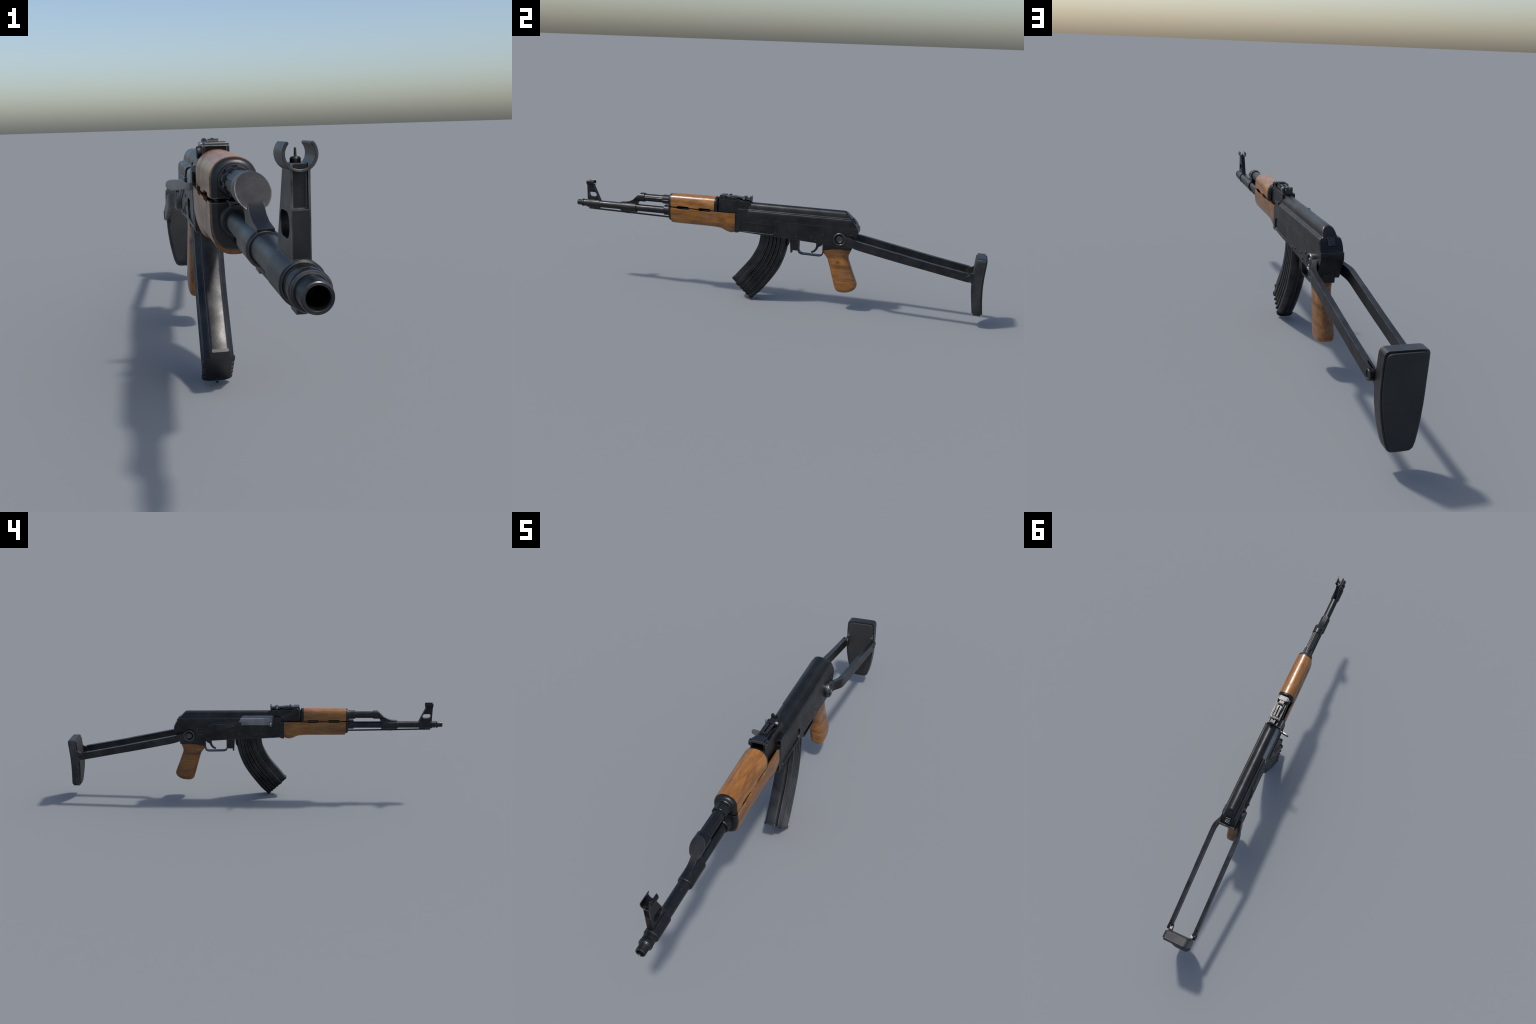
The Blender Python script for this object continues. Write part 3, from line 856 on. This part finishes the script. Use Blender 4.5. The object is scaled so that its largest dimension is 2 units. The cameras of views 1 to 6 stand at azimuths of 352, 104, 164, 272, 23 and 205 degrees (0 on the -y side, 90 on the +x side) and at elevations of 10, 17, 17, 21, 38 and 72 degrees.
# shoulder plate: tapering outline, concave rear
PAD_HALF = [(0.0150, 0.0550), (0.0270, 0.0562), (0.0355, 0.0620), (0.0418, 0.0765), (0.0482, 0.1030), (0.0540, 0.1350), (0.0590, 0.1750), (0.0610, 0.2100),
            (0.0615, 0.2450), (0.0614, 0.2800), (0.0610, 0.3050), (0.0602, 0.3160), (0.0570, 0.3232), (0.0507, 0.3267), (0.0430, 0.3275), (0.0140, 0.3275)]
PAD_F = [(0.05, 0.9600), (0.10, 0.9530), (0.15, 0.9460), (0.20, 0.9430), (0.25, 0.9455), (0.29, 0.9490), (0.335, 0.9520)]
PAD_R = [(0.05, 0.9930), (0.10, 0.9862), (0.15, 0.9808), (0.20, 0.9782), (0.24, 0.9788), (0.29, 0.9822), (0.335, 0.9856)]
def pad_ring(dy, table, inset=0.0):
    zc = 0.19
    pts = []
    for x, z in PAD_HALF:
        k = (abs(z-zc)-inset)/abs(z-zc)
        pts.append((max(x-inset, 0.004), zc + (z-zc)*k))
    ring = pts + [(-x, z) for x, z in reversed(pts)]
    return [(x, smooth_interp(table, z) + dy, z) for x, z in ring]
pad = loft("shoulder_plate", [pad_ring(0, PAD_F), pad_ring(0, PAD_R)], "strip", "strip")
for s in (-1, 1):
    flare = prism_x("f", rounded_poly([(0.962, 0.285), (0.9465, 0.276), (0.9400, 0.2605), (0.9180, 0.2560), (0.9100, 0.2420), (0.9150, 0.2270), (0.9360, 0.2150), (0.944, 0.204), (0.962, 0.202)],
                                      [0, 0.008, 0.008, 0.006, 0.01, 0.008, 0.012, 0.008, 0], 4), s*0.0480, s*0.0582)
    cut(pad, flare, op="UNION")
finish(pad, METAL_PAD, 0.0022, 2, angle=40, smooth=40, parent=stock)
butt = loft("butt_cushion", [pad_ring(-0.004, PAD_R, 0.0055), pad_ring(0.0060, PAD_R, 0.0055), pad_ring(0.0080, PAD_R, 0.0066), pad_ring(0.0085, PAD_R, 0.0085)], "none", "strip")
finish(butt, RUBBER, 0, smooth=50, parent=pad)
inner = loft("plate_liner", [pad_ring(0.004, PAD_F, 0.0065), pad_ring(-0.0035, PAD_F, 0.0065), pad_ring(-0.0050, PAD_F, 0.0080)], "none", "strip")
finish(inner, RUBBER, 0, smooth=35, parent=pad)

# ------------------------------------------------------------------ tidy hierarchy: thing > part > sub-part
def ancestry(ob):
    chain = []
    while ob.parent:
        ob = ob.parent
        chain.append(ob)
    return chain
for ob in list(bpy.data.objects):
    chain = ancestry(ob)
    if len(chain) > 2:
        ob.parent = chain[-2]
